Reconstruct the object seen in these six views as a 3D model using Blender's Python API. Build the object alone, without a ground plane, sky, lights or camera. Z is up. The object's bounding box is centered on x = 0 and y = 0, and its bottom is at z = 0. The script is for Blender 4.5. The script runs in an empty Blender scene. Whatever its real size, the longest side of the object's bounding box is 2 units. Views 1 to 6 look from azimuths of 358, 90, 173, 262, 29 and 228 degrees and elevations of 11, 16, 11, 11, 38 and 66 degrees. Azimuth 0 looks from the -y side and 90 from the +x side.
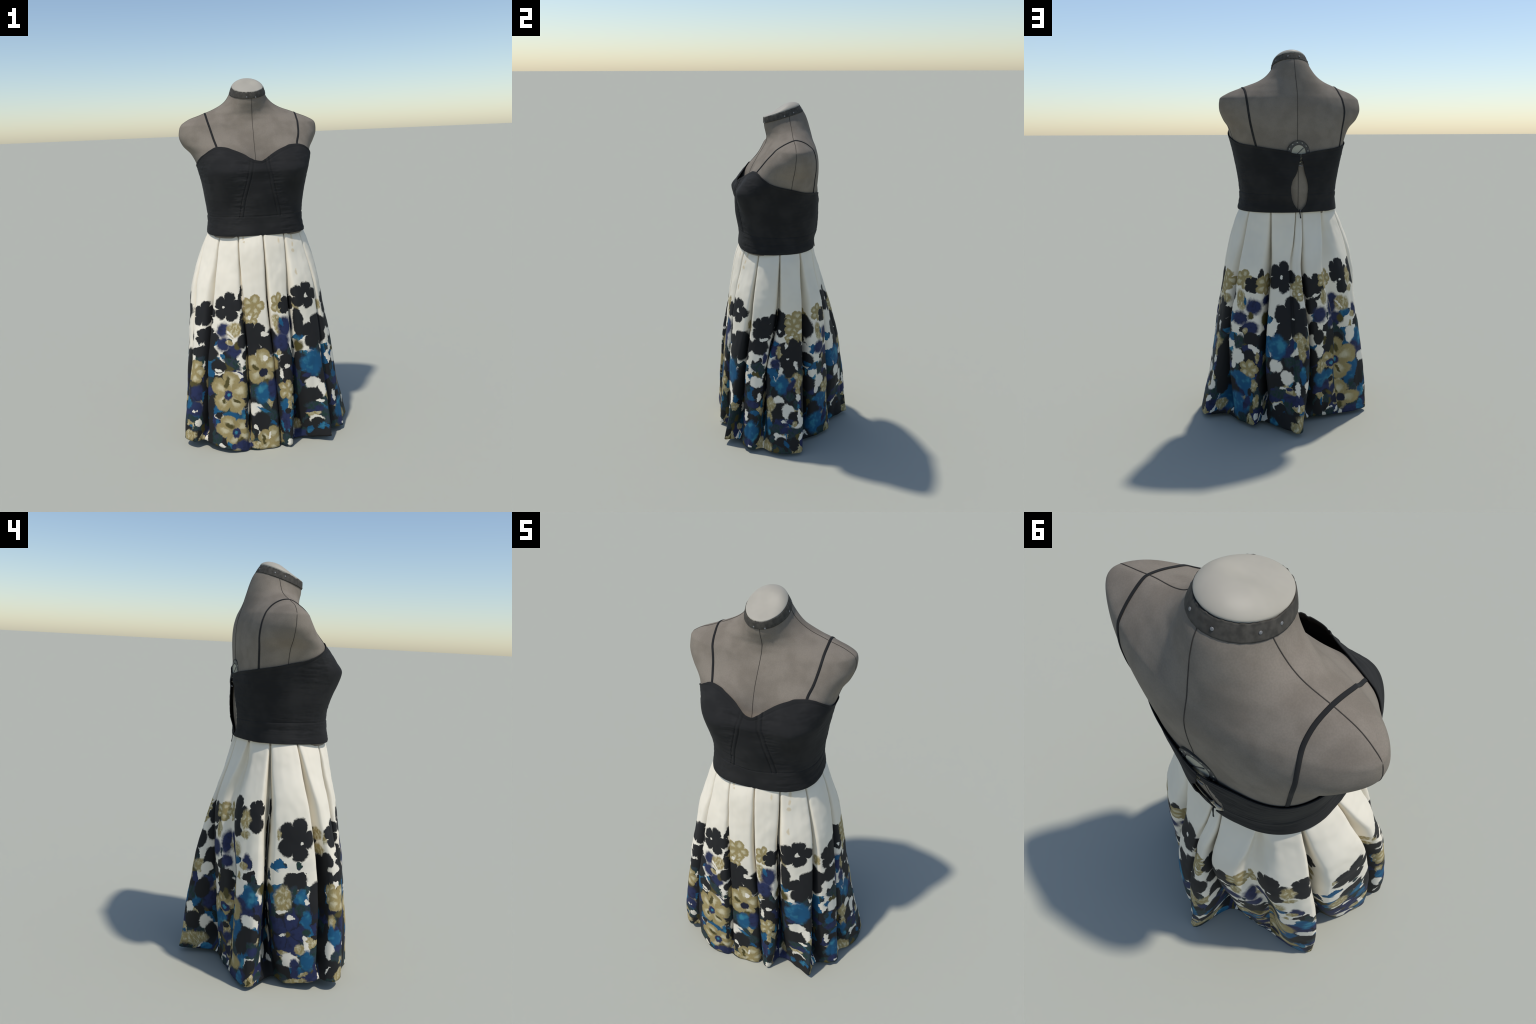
import bpy, bmesh, math, random
import numpy as np
from mathutils import Vector

rng = np.random.default_rng(7)
TAU = math.tau

# ------------------------------------------------------------------ helpers
def pchip(xs, ys):
    """monotone cubic interpolation of ys(xs); returns a function"""
    xs = np.asarray(xs, float); ys = np.asarray(ys, float)
    if xs[0] > xs[-1]:
        xs, ys = xs[::-1], ys[::-1]
    h = np.diff(xs); d = np.diff(ys) / h
    m = np.zeros(len(xs)); m[0], m[-1] = d[0], d[-1]
    for i in range(1, len(xs) - 1):
        if d[i - 1] * d[i] > 0:
            w1, w2 = 2 * h[i] + h[i - 1], h[i] + 2 * h[i - 1]
            m[i] = (w1 + w2) / (w1 / d[i - 1] + w2 / d[i])

    def f(x):
        x = np.clip(np.asarray(x, float), xs[0], xs[-1])
        i = np.clip(np.searchsorted(xs, x) - 1, 0, len(h) - 1)
        t = (x - xs[i]) / h[i]
        return ((1 + 2 * t) * (1 - t) ** 2 * ys[i] + t * (1 - t) ** 2 * h[i] * m[i]
                + t * t * (3 - 2 * t) * ys[i + 1] + t * t * (t - 1) * h[i] * m[i + 1])
    return f


_G = rng.normal(size=(512, 3)); _G /= np.linalg.norm(_G, axis=1, keepdims=True)
_PERM = np.concatenate([rng.permutation(512)] * 3)


def perlin(P):
    """gradient noise at points (..., 3), about -0.7 .. 0.7"""
    P = np.asarray(P, float); I = np.floor(P).astype(int); f = P - I; I = I & 511
    w = f * f * f * (f * (f * 6 - 15) + 10)
    out = np.zeros(P.shape[:-1])
    for c in range(8):
        o = np.array([c & 1, c >> 1 & 1, c >> 2 & 1])
        J = (I + o) & 511
        g = _G[_PERM[_PERM[_PERM[J[..., 0]] + J[..., 1]] + J[..., 2]]]
        out += np.prod(np.where(o == 1, w, 1 - w), axis=-1) * (g * (f - o)).sum(-1)
    return out


def smooth(a, b, x):
    t = np.clip((np.asarray(x, float) - a) / (b - a), 0, 1)
    return t * t * (3 - 2 * t)


def new_object(name, verts, faces, material, parent, smooth_shade=True):
    me = bpy.data.meshes.new(name)
    me.from_pydata([tuple(map(float, v)) for v in verts], [], faces)
    me.update()
    if smooth_shade:
        me.polygons.foreach_set("use_smooth", np.ones(len(me.polygons), bool))
    if material is not None:
        me.materials.append(material)
    ob = bpy.data.objects.new(name, me)
    bpy.context.scene.collection.objects.link(ob)
    if parent is not None:
        ob.parent = parent
    return ob


def grid_faces(rows, cols, wrap):
    f = []
    for i in range(rows - 1):
        for j in range(cols if wrap else cols - 1):
            k = (j + 1) % cols
            f.append((i * cols + j, i * cols + k, (i + 1) * cols + k, (i + 1) * cols + j))
    return f


def solidify(ob, thickness, offset=-1.0):
    m = ob.modifiers.new("thickness", "SOLIDIFY")
    m.thickness, m.offset = thickness, offset
    return m


def tube(name, points, radius, material, parent, flat=1.0, normals=None, sides=8, close=False, taper=None):
    """a cord swept along points; flat < 1 squashes it along the given normals"""
    P = np.array(points, float); n = len(P)
    T = np.gradient(P, axis=0); T /= np.linalg.norm(T, axis=1, keepdims=True) + 1e-12
    if normals is None:
        N = np.tile([0.0, 0.0, 1.0], (n, 1))
    else:
        N = np.array(normals, float)
    N = N - (N * T).sum(1, keepdims=True) * T
    N /= np.linalg.norm(N, axis=1, keepdims=True) + 1e-12
    B = np.cross(T, N)
    a = np.arange(sides) * TAU / sides
    r = np.full(n, radius) if taper is None else radius * np.asarray(taper)
    V = (P[:, None] + r[:, None, None] * (np.cos(a)[None, :, None] * B[:, None] + flat * np.sin(a)[None, :, None] * N[:, None])).reshape(-1, 3)
    F = grid_faces(n, sides, True)
    F.append(tuple(range(sides))[::-1]); F.append(tuple((n - 1) * sides + j for j in range(sides)))
    return new_object(name, V, F, material, parent)

# ------------------------------------------------------------------ materials
class Nodes:
    def __init__(self, name):
        self.m = bpy.data.materials.new(name); self.m.use_nodes = True
        self.t = self.m.node_tree; self.t.nodes.clear()
        self.out = self.n("ShaderNodeOutputMaterial")
        self.bsdf = self.n("ShaderNodeBsdfPrincipled")
        self.t.links.new(self.bsdf.outputs[0], self.out.inputs[0])
        self.obj = self.n("ShaderNodeTexCoord").outputs["Object"]

    def n(self, kind, **kw):
        x = self.t.nodes.new(kind)
        for k, v in kw.items():
            setattr(x, k, v)
        return x

    def put(self, socket, value):
        if isinstance(value, bpy.types.NodeSocket):
            self.t.links.new(value, socket)
        elif isinstance(value, (tuple, list)) and len(value) == 3 and socket.type == "RGBA":
            socket.default_value = (*value, 1)
        else:
            socket.default_value = value

    def math(self, op, a, b=0.0, c=0.0, clamp=False):
        x = self.n("ShaderNodeMath", operation=op, use_clamp=clamp)
        for s, v in zip(x.inputs, (a, b, c)):
            self.put(s, v)
        return x.outputs[0]

    def mix(self, f, a, b, kind="MIX"):
        x = self.n("ShaderNodeMix", data_type="RGBA", blend_type=kind)
        self.put(x.inputs[0], f); self.put(x.inputs[6], a); self.put(x.inputs[7], b)
        return x.outputs[2]

    def noise(self, scale, detail=2.0, vector=None, rough=0.5, distortion=0.0):
        x = self.n("ShaderNodeTexNoise")
        self.put(x.inputs["Vector"], vector if vector is not None else self.obj)
        x.inputs["Scale"].default_value, x.inputs["Detail"].default_value = scale, detail
        x.inputs["Roughness"].default_value, x.inputs["Distortion"].default_value = rough, distortion
        return x.outputs["Fac"]

    def step(self, x, lo, hi):
        r = self.n("ShaderNodeMapRange", interpolation_type="SMOOTHSTEP")
        self.put(r.inputs[0], x); self.put(r.inputs[1], lo); self.put(r.inputs[2], hi)
        return r.outputs[0]

    def scaled(self, v):
        x = self.n("ShaderNodeMapping"); self.put(x.inputs[0], self.obj); x.inputs["Scale"].default_value = v
        return x.outputs[0]

    def bump(self, height, strength, distance=0.01):
        b = self.n("ShaderNodeBump"); b.inputs["Strength"].default_value = strength; b.inputs["Distance"].default_value = distance
        self.put(b.inputs["Height"], height)
        self.t.links.new(b.outputs[0], self.bsdf.inputs["Normal"])

    def done(self, color, rough=0.8, spec=0.2, sheen=0.0, metal=0.0):
        self.put(self.bsdf.inputs["Base Color"], color)
        self.put(self.bsdf.inputs["Roughness"], rough)
        self.bsdf.inputs["Specular IOR Level"].default_value = spec
        self.bsdf.inputs["Sheen Weight"].default_value = sheen
        self.bsdf.inputs["Metallic"].default_value = metal
        return self.m


def jersey_material():
    k = Nodes("grey_brown_jersey")
    f = k.noise(7, 3)
    f = k.math("MULTIPLY_ADD", k.noise(19, 3), .45, k.math("MULTIPLY", f, .55))
    c = k.mix(k.step(f, 0.38, 0.62), (0.207, 0.175, 0.138), (0.247, 0.211, 0.168))
    w = k.noise(260, 2)
    c = k.mix(k.step(w, 0.3, 0.7), c, k.mix(0.12, c, (0.05, 0.045, 0.04)))
    k.bump(k.noise(900, 1), 0.08, 0.002)
    return k.done(c, 0.92, 0.15)


def black_cloth_material(name="black_crepe"):
    k = Nodes(name)
    f = k.noise(9, 3)
    c = k.mix(k.step(f, 0.35, 0.7), (0.0145, 0.0142, 0.0140), (0.0230, 0.0222, 0.0214))
    k.bump(k.noise(500, 2), 0.12, 0.003)
    return k.done(c, 0.88, 0.25)


def plain(name, color, rough=0.8, spec=0.2, vary=0.12, scale=30, metal=0.0):
    k = Nodes(name)
    c = k.mix(k.step(k.noise(scale, 3), 0.3, 0.7), tuple(x * (1 - vary) for x in color), tuple(min(1, x * (1 + vary)) for x in color))
    return k.done(c, rough, spec, metal=metal)

# ------------------------------------------------------------------ the mannequin's surface
# height, left x, right x, front y, back y at the middle, squareness of the section
TORSO = [
    (1.10, -.292, .228, -.248, .180, 2.25),
    (1.20, -.290, .225, -.250, .186, 2.25),
    (1.25, -.290, .223, -.247, .192, 2.25),
    (1.30, -.294, .226, -.244, .196, 2.2),
    (1.35, -.300, .233, -.240, .200, 2.2),
    (1.40, -.306, .241, -.233, .202, 2.2),
    (1.45, -.314, .250, -.228, .203, 2.2),
    (1.50, -.326, .259, -.224, .203, 2.2),
    (1.55, -.340, .272, -.196, .205, 2.2),
    (1.60, -.366, .288, -.186, .208, 2.2),
    (1.65, -.408, .320, -.172, .209, 2.1),
    (1.70, -.421, .336, -.150, .207, 1.95),
    (1.75, -.418, .332, -.118, .197, 1.75),
    (1.78, -.384, .291, -.102, .187, 1.55),
    (1.81, -.314, .214, -.095, .176, 1.45),
    (1.84, -.235, .131, -.097, .163, 1.55),
    (1.87, -.181, .085, -.100, .149, 1.8),
    (1.90, -.152, .062, -.104, .133, 1.95),
    (1.925, -.138, .052, -.105, .116, 2.0),
    (1.95, -.128, .044, -.106, .100, 2.0),
]
_T = np.array(TORSO)
t_xl, t_xr, t_yf, t_yb, t_n = (pchip(_T[:, 0], _T[:, i]) for i in range(1, 6))
t_cy = pchip([1.10, 1.45, 1.65, 1.75, 1.84, 1.95], [-.03, -.015, .02, .03, .03, 0.0])
t_tilt = pchip([1.10, 1.78, 1.84, 1.90, 1.95], [0, 0, .10, .28, .33])
t_nf = pchip([1.10, 1.25, 1.75, 1.80, 1.95], [.45, .45, .40, 0, 0])   # fronts are squarer than backs
YAW = math.radians(8)
t_arm = pchip([1.10, 1.55, 1.60, 1.65, 1.70, 1.75, 1.79, 1.83, 1.95], [0, 0, .015, .036, .045, .042, .020, 0, 0])
ARM_Y, ARM_W = .015, .11
# angle, height, spread of angle, spread of height, how far out
BODY_FORM = [(-135, 1.50, 26, .16, .024), (-26, 1.70, 24, .060, -.020), (52, 1.68, 24, .08, .024), (-42, 1.30, 26, .07, -.008), (48, 1.57, 25, .08, .018), (-95, 1.70, 22, .07, .010), (-125, 1.70, 20, .06, .012), (95, 1.74, 25, .05, .008), (130, 1.17, 35, .09, -.009)]
BUST_X, BUST_Z, BUST_UP, BUST_DOWN, BUST_W, BUST_H = (-.182, .185), 1.515, .105, .135, .122, .078


def torso(a, zc, out=0.0, cloth=0.0):
    """point on the body: a is the angle round the axis (0 = front, + toward +x), zc the height of the loop"""
    a = np.asarray(a, float); zc = np.asarray(zc, float)
    cx = 0.5 * (t_xl(zc) + t_xr(zc)); cy = t_cy(zc)
    X = 0.5 * (t_xr(zc) - t_xl(zc)) - t_arm(zc)
    s, c = np.sin(a), -np.cos(a)
    n = t_n(zc) + np.where(c < 0, t_nf(zc), 0.0)
    Y = np.where(c < 0, cy - t_yf(zc), t_yb(zc) - cy)
    # half sizes in the body's own frame, which is turned by YAW, from the sizes along x and y
    C2, S2, K = math.cos(YAW) ** 2, math.sin(YAW) ** 2, math.cos(2 * YAW)
    hx = np.sqrt((X * X * C2 - Y * Y * S2) / K) + out
    hy = np.sqrt(np.maximum(Y * Y * C2 - X * X * S2, .3 * Y * Y) / K) + out
    lx = np.sign(s) * np.abs(s) ** (2.0 / n) * hx
    ly = np.sign(c) * np.abs(c) ** (2.0 / n) * hy
    # fuller and flatter places
    for deg, bz, ws, wz, amount in BODY_FORM:
        da = (np.degrees(a) - deg + 180) % 360 - 180
        g = amount * np.exp(-(da / ws) ** 2 - ((zc - bz) / wz) ** 2)
        lx, ly = lx + g * s, ly + g * c
    # arm stubs stand out sideways from the chest
    lx = lx + np.sign(s) * t_arm(zc) * np.exp(-((ly - ARM_Y * (1 + .4 * np.sign(s))) / ARM_W) ** 2)
    for bx in BUST_X:
        up = np.where(zc > BUST_Z, BUST_UP, BUST_DOWN)
        g = np.exp(-((lx - bx) / BUST_W) ** 2 - ((zc - BUST_Z) / up) ** 2)
        ly = ly - BUST_H * g * np.clip(-c * 2.2, 0, 1)
    # the cloth of the bodice spans the hollow between the breasts
    g = np.exp(-((lx - .0) / .085) ** 2) * smooth(1.70, 1.55, zc) * smooth(1.17, 1.42, zc)
    ly = ly - cloth * (.038 + .020 * smooth(1.45, 1.56, zc)) * g * np.clip(-c * 2.2, 0, 1)
    x = cx + lx * math.cos(YAW) - ly * math.sin(YAW)
    y = cy + lx * math.sin(YAW) + ly * math.cos(YAW)
    z = zc + t_tilt(zc) * (y - cy)
    return np.stack(np.broadcast_arrays(x, y, z), -1)


def torso_normal(a, zc):
    d = 1e-3
    n = np.cross(torso(a + d, zc) - torso(a - d, zc), torso(a, zc + d) - torso(a, zc - d))
    return n / (np.linalg.norm(n, axis=-1, keepdims=True) + 1e-12)

# ------------------------------------------------------------------ the skirt's surface
WAIST_Z = 1.171
AXIS = np.array([-.02, -.02])
# the outer envelope of the skirt: height, left x, right x, front y, back y
ENVELOPE = np.array([
    (.00, -.485, .480, -.430, .425), (.10, -.485, .462, -.420, .410), (.20, -.478, .438, -.412, .400),
    (.30, -.470, .420, -.400, .390), (.40, -.459, .404, -.388, .375), (.50, -.449, .387, -.378, .360),
    (.60, -.438, .369, -.365, .345), (.70, -.427, .350, -.350, .327), (.80, -.416, .332, -.335, .306),
    (.90, -.397, .315, -.320, .275), (1.0, -.366, .293, -.303, .240), (1.1, -.328, .262, -.282, .205),
    (WAIST_Z, -.293, .231, -.257, .184)])
env = [pchip(ENVELOPE[:, 0], ENVELOPE[:, i]) for i in range(1, 5)]

env_n = pchip([0, .85, 1.05, WAIST_Z], [2.2, 2.2, 1.95, 2.08])   # squareness


def envelope(deg, z):
    """distance from AXIS to the envelope in the direction deg (0 = front, + toward +x)"""
    a = math.radians(deg)
    xl, xr, yf, yb = (float(f(z)) for f in env)
    cx, cy, hx = .5 * (xl + xr), -.03, .5 * (xr - xl)
    f = float(smooth(.95, WAIST_Z, z)) * YAW
    cs, sn = math.cos(f), math.sin(f)
    n = float(env_n(z))
    lo, hi = 0.0, 1.0
    for _ in range(28):
        m = .5 * (lo + hi)
        px, py = AXIS[0] + math.sin(a) * m - cx, AXIS[1] - math.cos(a) * m - cy
        qx, qy = px * cs + py * sn, -px * sn + py * cs
        hy = cy - yf if qy < 0 else yb - cy
        if abs(qx / hx) ** n + abs(qy / hy) ** n < 1: lo = m
        else: hi = m
    return lo


# Each fold of the skirt.  First its angle at the waist (degrees, 0 = front, + toward +x).
# Then, at heights .86 and .48: angle of the right edge of the pleat before it, of the bottom
# of the fold, of the left edge of the pleat after it, depth of the fold, and how far the two
# edges stand out relative to the envelope; at the lower level also the depth further down, at .22.  Last, the hem: the same three places as x, y;
# the middle of the next pleat; and the height of the hem.
FOLDS = [
    (-50, (-52, -48, -44, .055, 1.03, 1.03), (-50, -47, -44, .135, 1.14, 1.08, .170), (-.425, -.345), (-.370, -.322), (-.335, -.370), (-.235, -.422), .040),
    (-26, (-22, -20.3, -18.5, .020, 1.01, .99), (-17, -15.8, -14.5, .040, 1.03, .96, .055), (-.140, -.408), (-.120, -.392), (-.100, -.398), (-.030, -.396), .000),
    (5, (3, 5, 9, .060, .98, .98), (7, 9.5, 12, .115, .925, .935, .150), (.042, -.380), (.052, -.362), (.070, -.378), (.090, -.388), .004),
    (34, (27, 30, 34, .060, .94, .99), (23.5, 30.5, 35.5, .185, .945, .95, .220), (.104, -.392), (.132, -.305), (.190, -.300), (.265, -.326), .012),
    (62.5, (58, 61, 64.5, .065, 1.01, 1.01), (52, 58.5, 62, .160, 1, .99, .190), (.331, -.352), (.334, -.262), (.372, -.238), (.408, -.214), .030),
    (91, (85, 89, 93, .060, .98, .98), (76, 78, 80, .075, .99, .96, .100), (.428, -.188), (.412, -.120), (.448, -.075), (.474, .010), .018),
    (120, (112, 118, 125, .085, .98, 1.00), (109, 112, 120, .160, .96, .93, .195), (.458, .104), (.325, .122), (.290, .180), (.240, .245), .018),
    (152, (147, 152.5, 158.5, .085, .95, .88), (147, 151.5, 157, .120, .86, .90, .155), (.192, .292), (.150, .240), (.098, .285), (.052, .345), .020),
    (189, (176.5, 178.5, 180.5, .014, .91, .93), (177, 179, 181, .008, .98, 1.0, .006), (.008, .394), (.003, .399), (-.002, .406), (-.012, .418), .024),
    (198, (187, 190.5, 195, .075, .97, .93), (188, 197, 203, .165, 1.03, .78, .205), (-.022, .432), (-.105, .248), (-.160, .228), (-.200, .215), .024),
    (229, (211, 219, 233, .040, .92, .92), (225, 231, 239, .045, .79, .90, .045), (-.245, .205), (-.290, .195), (-.360, .182), (-.410, .166), .018),
    (256, (253, 259, 264, .085, .94, .97), (254, 258, 265, .190, .98, .93, .205), (-.462, .135), (-.370, -.022), (-.432, -.055), (-.462, -.125), .020),
    (283, (287, 291.5, 296, .055, 1.02, 1.04), (293, 299, 303, .085, 1.03, 1.12, .100), (-.476, -.195), (-.452, -.232), (-.480, -.262), (-.478, -.300), .045),
]
LEVELS = (WAIST_Z, 1.03, .86, .48, 0.0)


def polar(p, near):
    d = np.array(p) - AXIS
    deg = math.degrees(math.atan2(d[0], -d[1]))
    return deg + 360 * round((near - deg) / 360), float(np.hypot(*d))


def fold_tracks():
    """for every control line that runs from waist to hem: functions angle(z), radius(z), and its hem height"""
    tracks, n = [], len(FOLDS)
    for i, (w, up, lo, h_re, h_gr, h_le, h_mid, hz) in enumerate(FOLDS):
        w2, up2, lo2, h_re2, hz2 = (FOLDS[(i + 1) % n][k] for k in (0, 1, 2, 3, 7))
        turn = 360 if i == n - 1 else 0
        w2 += turn
        ur, ul_r = up2[0] + turn, up2[4]
        lr, lr_r = lo2[0] + turn, lo2[4]
        rows = []
        # right edge, bottom, left edge of the fold
        rows.append([(w - 1.0, envelope(w - 1, WAIST_Z)), (up[0], envelope(up[0], .86) * up[4]), (lo[0], envelope(lo[0], .48) * lo[4]), polar(h_re, lo[0]), hz])
        rows.append([(w, envelope(w, WAIST_Z) - .010), (up[1], envelope(up[1], .86) * .5 * (up[4] + up[5]) - up[3]), (lo[1], envelope(lo[1], .48) * .5 * (lo[4] + lo[5]) - lo[3]), polar(h_gr, lo[1]), hz])
        rows.append([(w + 1.0, envelope(w + 1, WAIST_Z)), (up[2], envelope(up[2], .86) * up[5]), (lo[2], envelope(lo[2], .48) * lo[5]), polar(h_le, lo[2]), hz])
        # across the pleat
        pl, pm, pr = polar(h_le, lo[2]), polar(h_mid, .5 * (lo[2] + lr)), polar(h_re2, lr)
        for f in (.25, .5, .75):
            a1, a2 = up[2] + (ur - up[2]) * f, lo[2] + (lr - lo[2]) * f
            hemp = [.5 * np.array(h_le) + .5 * np.array(h_mid), np.array(h_mid), .5 * np.array(h_mid) + .5 * np.array(h_re2)][int(f * 4) - 1]
            ph, pr_ = polar(hemp, a2)
            rows.append([(w + (w2 - w) * f, envelope(w + (w2 - w) * f, WAIST_Z) + .001),
                         (a1, envelope(a1, .86) * (up[5] + (ul_r - up[5]) * f) + .004),
                         (a2, envelope(a2, .48) * (lo[5] + (lr_r - lo[5]) * f) + .004),
                         (ph, pr_ + (.005 if f != .5 else 0)), hz + (hz2 - hz) * f])
        # a level between waist and hip, where the folds already gape
        g_ang = .55 * w + .45 * up[1]
        g_w = .5 * (rows[0][1][1] / envelope(up[0], .86) + 1), .5 * (rows[2][1][1] / envelope(up[2], .86) + 1)
        gape = .62
        rows[0].insert(1, (g_ang + (up[0] - up[1]) * gape, envelope(g_ang, 1.03) * g_w[0]))
        rows[1].insert(1, (g_ang, envelope(g_ang, 1.03) * .5 * sum(g_w) - .012 - .62 * up[3]))
        rows[2].insert(1, (g_ang + (up[2] - up[1]) * gape, envelope(g_ang, 1.03) * g_w[1]))
        g2 = .55 * w2 + .45 * (up2[1] + turn) + (up2[0] - up2[1]) * gape
        f2 = .5 * (up2[4] + 1)
        for r, f in zip(rows[3:], (.25, .5, .75)):
            e = g_ang + (up[2] - up[1]) * gape
            e = e + (g2 - e) * f
            r.insert(1, (e, envelope(e, 1.03) * (g_w[1] + (f2 - g_w[1]) * f) + .003))
        for r in rows:
            tracks.append((pchip(LEVELS, [q[0] for q in r[:5]]), r, r[5]))
    return tracks


TRACKS = fold_tracks()


def track_ratio(r):
    # radius between the levels follows the envelope's own rounded profile
    return [q[1] / envelope(q[0], l) for q, l in zip(r[:5], LEVELS)]


RATIOS = []
for k, (_, r, _) in enumerate(TRACKS):
    if k % 6 == 1:     # bottoms of the folds get one more level
        edges = .5 * (pchip(LEVELS, track_ratio(TRACKS[k - 1][1]))(.22) + pchip(LEVELS, track_ratio(TRACKS[k + 1][1]))(.22))
        q = track_ratio(r); deep = float(edges) - FOLDS[k // 6][2][6] / envelope(r[3][0], .22)
        RATIOS.append(pchip((*LEVELS[:4], .22, .0), [*q[:4], deep, q[4]]))
    else:
        RATIOS.append(pchip(LEVELS, track_ratio(r)))


def skirt_loop(z, samples=9):
    """closed outline of the skirt at height z -> points (n,2), hem heights"""
    P, H = [], []
    for (ang, r, h), ratio in zip(TRACKS, RATIOS):
        a = float(ang(z)); rad = envelope(a, z) * float(ratio(z))
        P.append(AXIS + rad * np.array([math.sin(math.radians(a)), -math.cos(math.radians(a))])); H.append(h)
    P, H = np.array(P), np.array(H)
    m = len(P); out, oh = [], []
    for k in range(m):
        p0, p1, p2, p3 = P[k - 1], P[k], P[(k + 1) % m], P[(k + 2) % m]
        L0, L1, L2 = (np.linalg.norm(b - a) + 1e-6 for a, b in ((p0, p1), (p1, p2), (p2, p3)))
        m1 = ((p2 - p1) / L1 * L0 + (p1 - p0) / L0 * L1) / (L0 + L1) * L1
        m2 = ((p3 - p2) / L2 * L1 + (p2 - p1) / L1 * L2) / (L1 + L2) * L1
        for s in np.arange(samples) / samples:
            out.append((2 * s ** 3 - 3 * s * s + 1) * p1 + (s ** 3 - 2 * s * s + s) * m1 + (-2 * s ** 3 + 3 * s * s) * p2 + (s ** 3 - s * s) * m2)
            oh.append(H[k] + (H[(k + 1) % m] - H[k]) * (s * s * (3 - 2 * s)))
    return np.array(out), np.array(oh)


def build_skirt(parent, rows=130, samples=9):
    V = []
    for i in range(rows):
        t = (i / (rows - 1)) ** 1.15
        P, H = skirt_loop(WAIST_Z * (1 - t), samples)
        z = WAIST_Z * (1 - t) + H * t ** 2
        V.append(np.column_stack([P, z]))
    cols = len(V[0]); V = np.array(V)
    # small unevenness of the cloth, stronger lower down
    low = smooth(1.15, .5, V[..., 2])[..., None]
    lump = perlin(V * np.array([11, 11, 6.0])) * .006 * (.3 + low[..., 0]) + perlin(V * np.array([30, 30, 22.0])) * .0022
    out = V[..., :2] - AXIS; out /= np.linalg.norm(out, axis=-1, keepdims=True)
    V[..., :2] += out * (lump * smooth(1.171, 1.10, V[..., 2]))[..., None]
    phi = np.degrees(np.arctan2(V[..., 0] - AXIS[0], -(V[..., 1] - AXIS[1])))
    ob = new_object("skirt", V.reshape(-1, 3), [f[::-1] for f in grid_faces(rows, cols, True)], None, parent)
    # every pleat has its own stretch of the print, measured along the cloth: across the front of the
    # pleat by angle, down the walls of its folds by how far they go in from the edge
    rad = np.hypot(V[..., 0] - AXIS[0], V[..., 1] - AXIS[1])
    some = (V[:, 0, 2] > .04) & (V[:, 0, 2] < 1.0)
    index = np.zeros((rows - 1, cols), np.int32)
    for i in range(len(FOLDS)):
        c0, c1 = (6 * i + 1) * samples, (6 * i + 7) * samples
        mine = np.arange(c0, c1) % cols
        index[:, mine] = i
        centre = FOLDS[i][2][2] + .5 * ((FOLDS[(i + 1) % len(FOLDS)][2][0] - FOLDS[i][2][2]) % 360)
        d = (phi[:, np.append(mine, c1 % cols)] - centre + 180) % 360 - 180
        d = d[V[:, 0, 2] < .98]
        edges = [np.polyfit(V[some, c % cols, 2], rad[some, c % cols], 2) for c in ((6 * i + 2) * samples, (6 * i + 6) * samples)]
        half = .5 * ((FOLDS[(i + 1) % len(FOLDS)][2][0] - FOLDS[i][2][2]) % 360)
        WALLS[i] = (centre, edges, half)
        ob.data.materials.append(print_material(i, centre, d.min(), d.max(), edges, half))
    ob.data.polygons.foreach_set("material_index", index.reshape(-1))
    m = solidify(ob, .002)
    return ob


# ------------------------------------------------------------------ the border print of the skirt
CREAM, CREAM2 = (.86, .785, .64), (.805, .73, .59)
INK = dict(black=(.0152, .0150, .0155), gold=(.335, .258, .106), gold_light=(.60, .53, .345), navy=(.021, .029, .085), navy2=(.012, .014, .032),
           teal=(.010, .090, .190), teal_light=(.040, .215, .300), green=(.014, .040, .032), green2=(.026, .038, .052), olive=(.085, .068, .018), white=(.82, .75, .62), stain=(.66, .50, .27))
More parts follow.
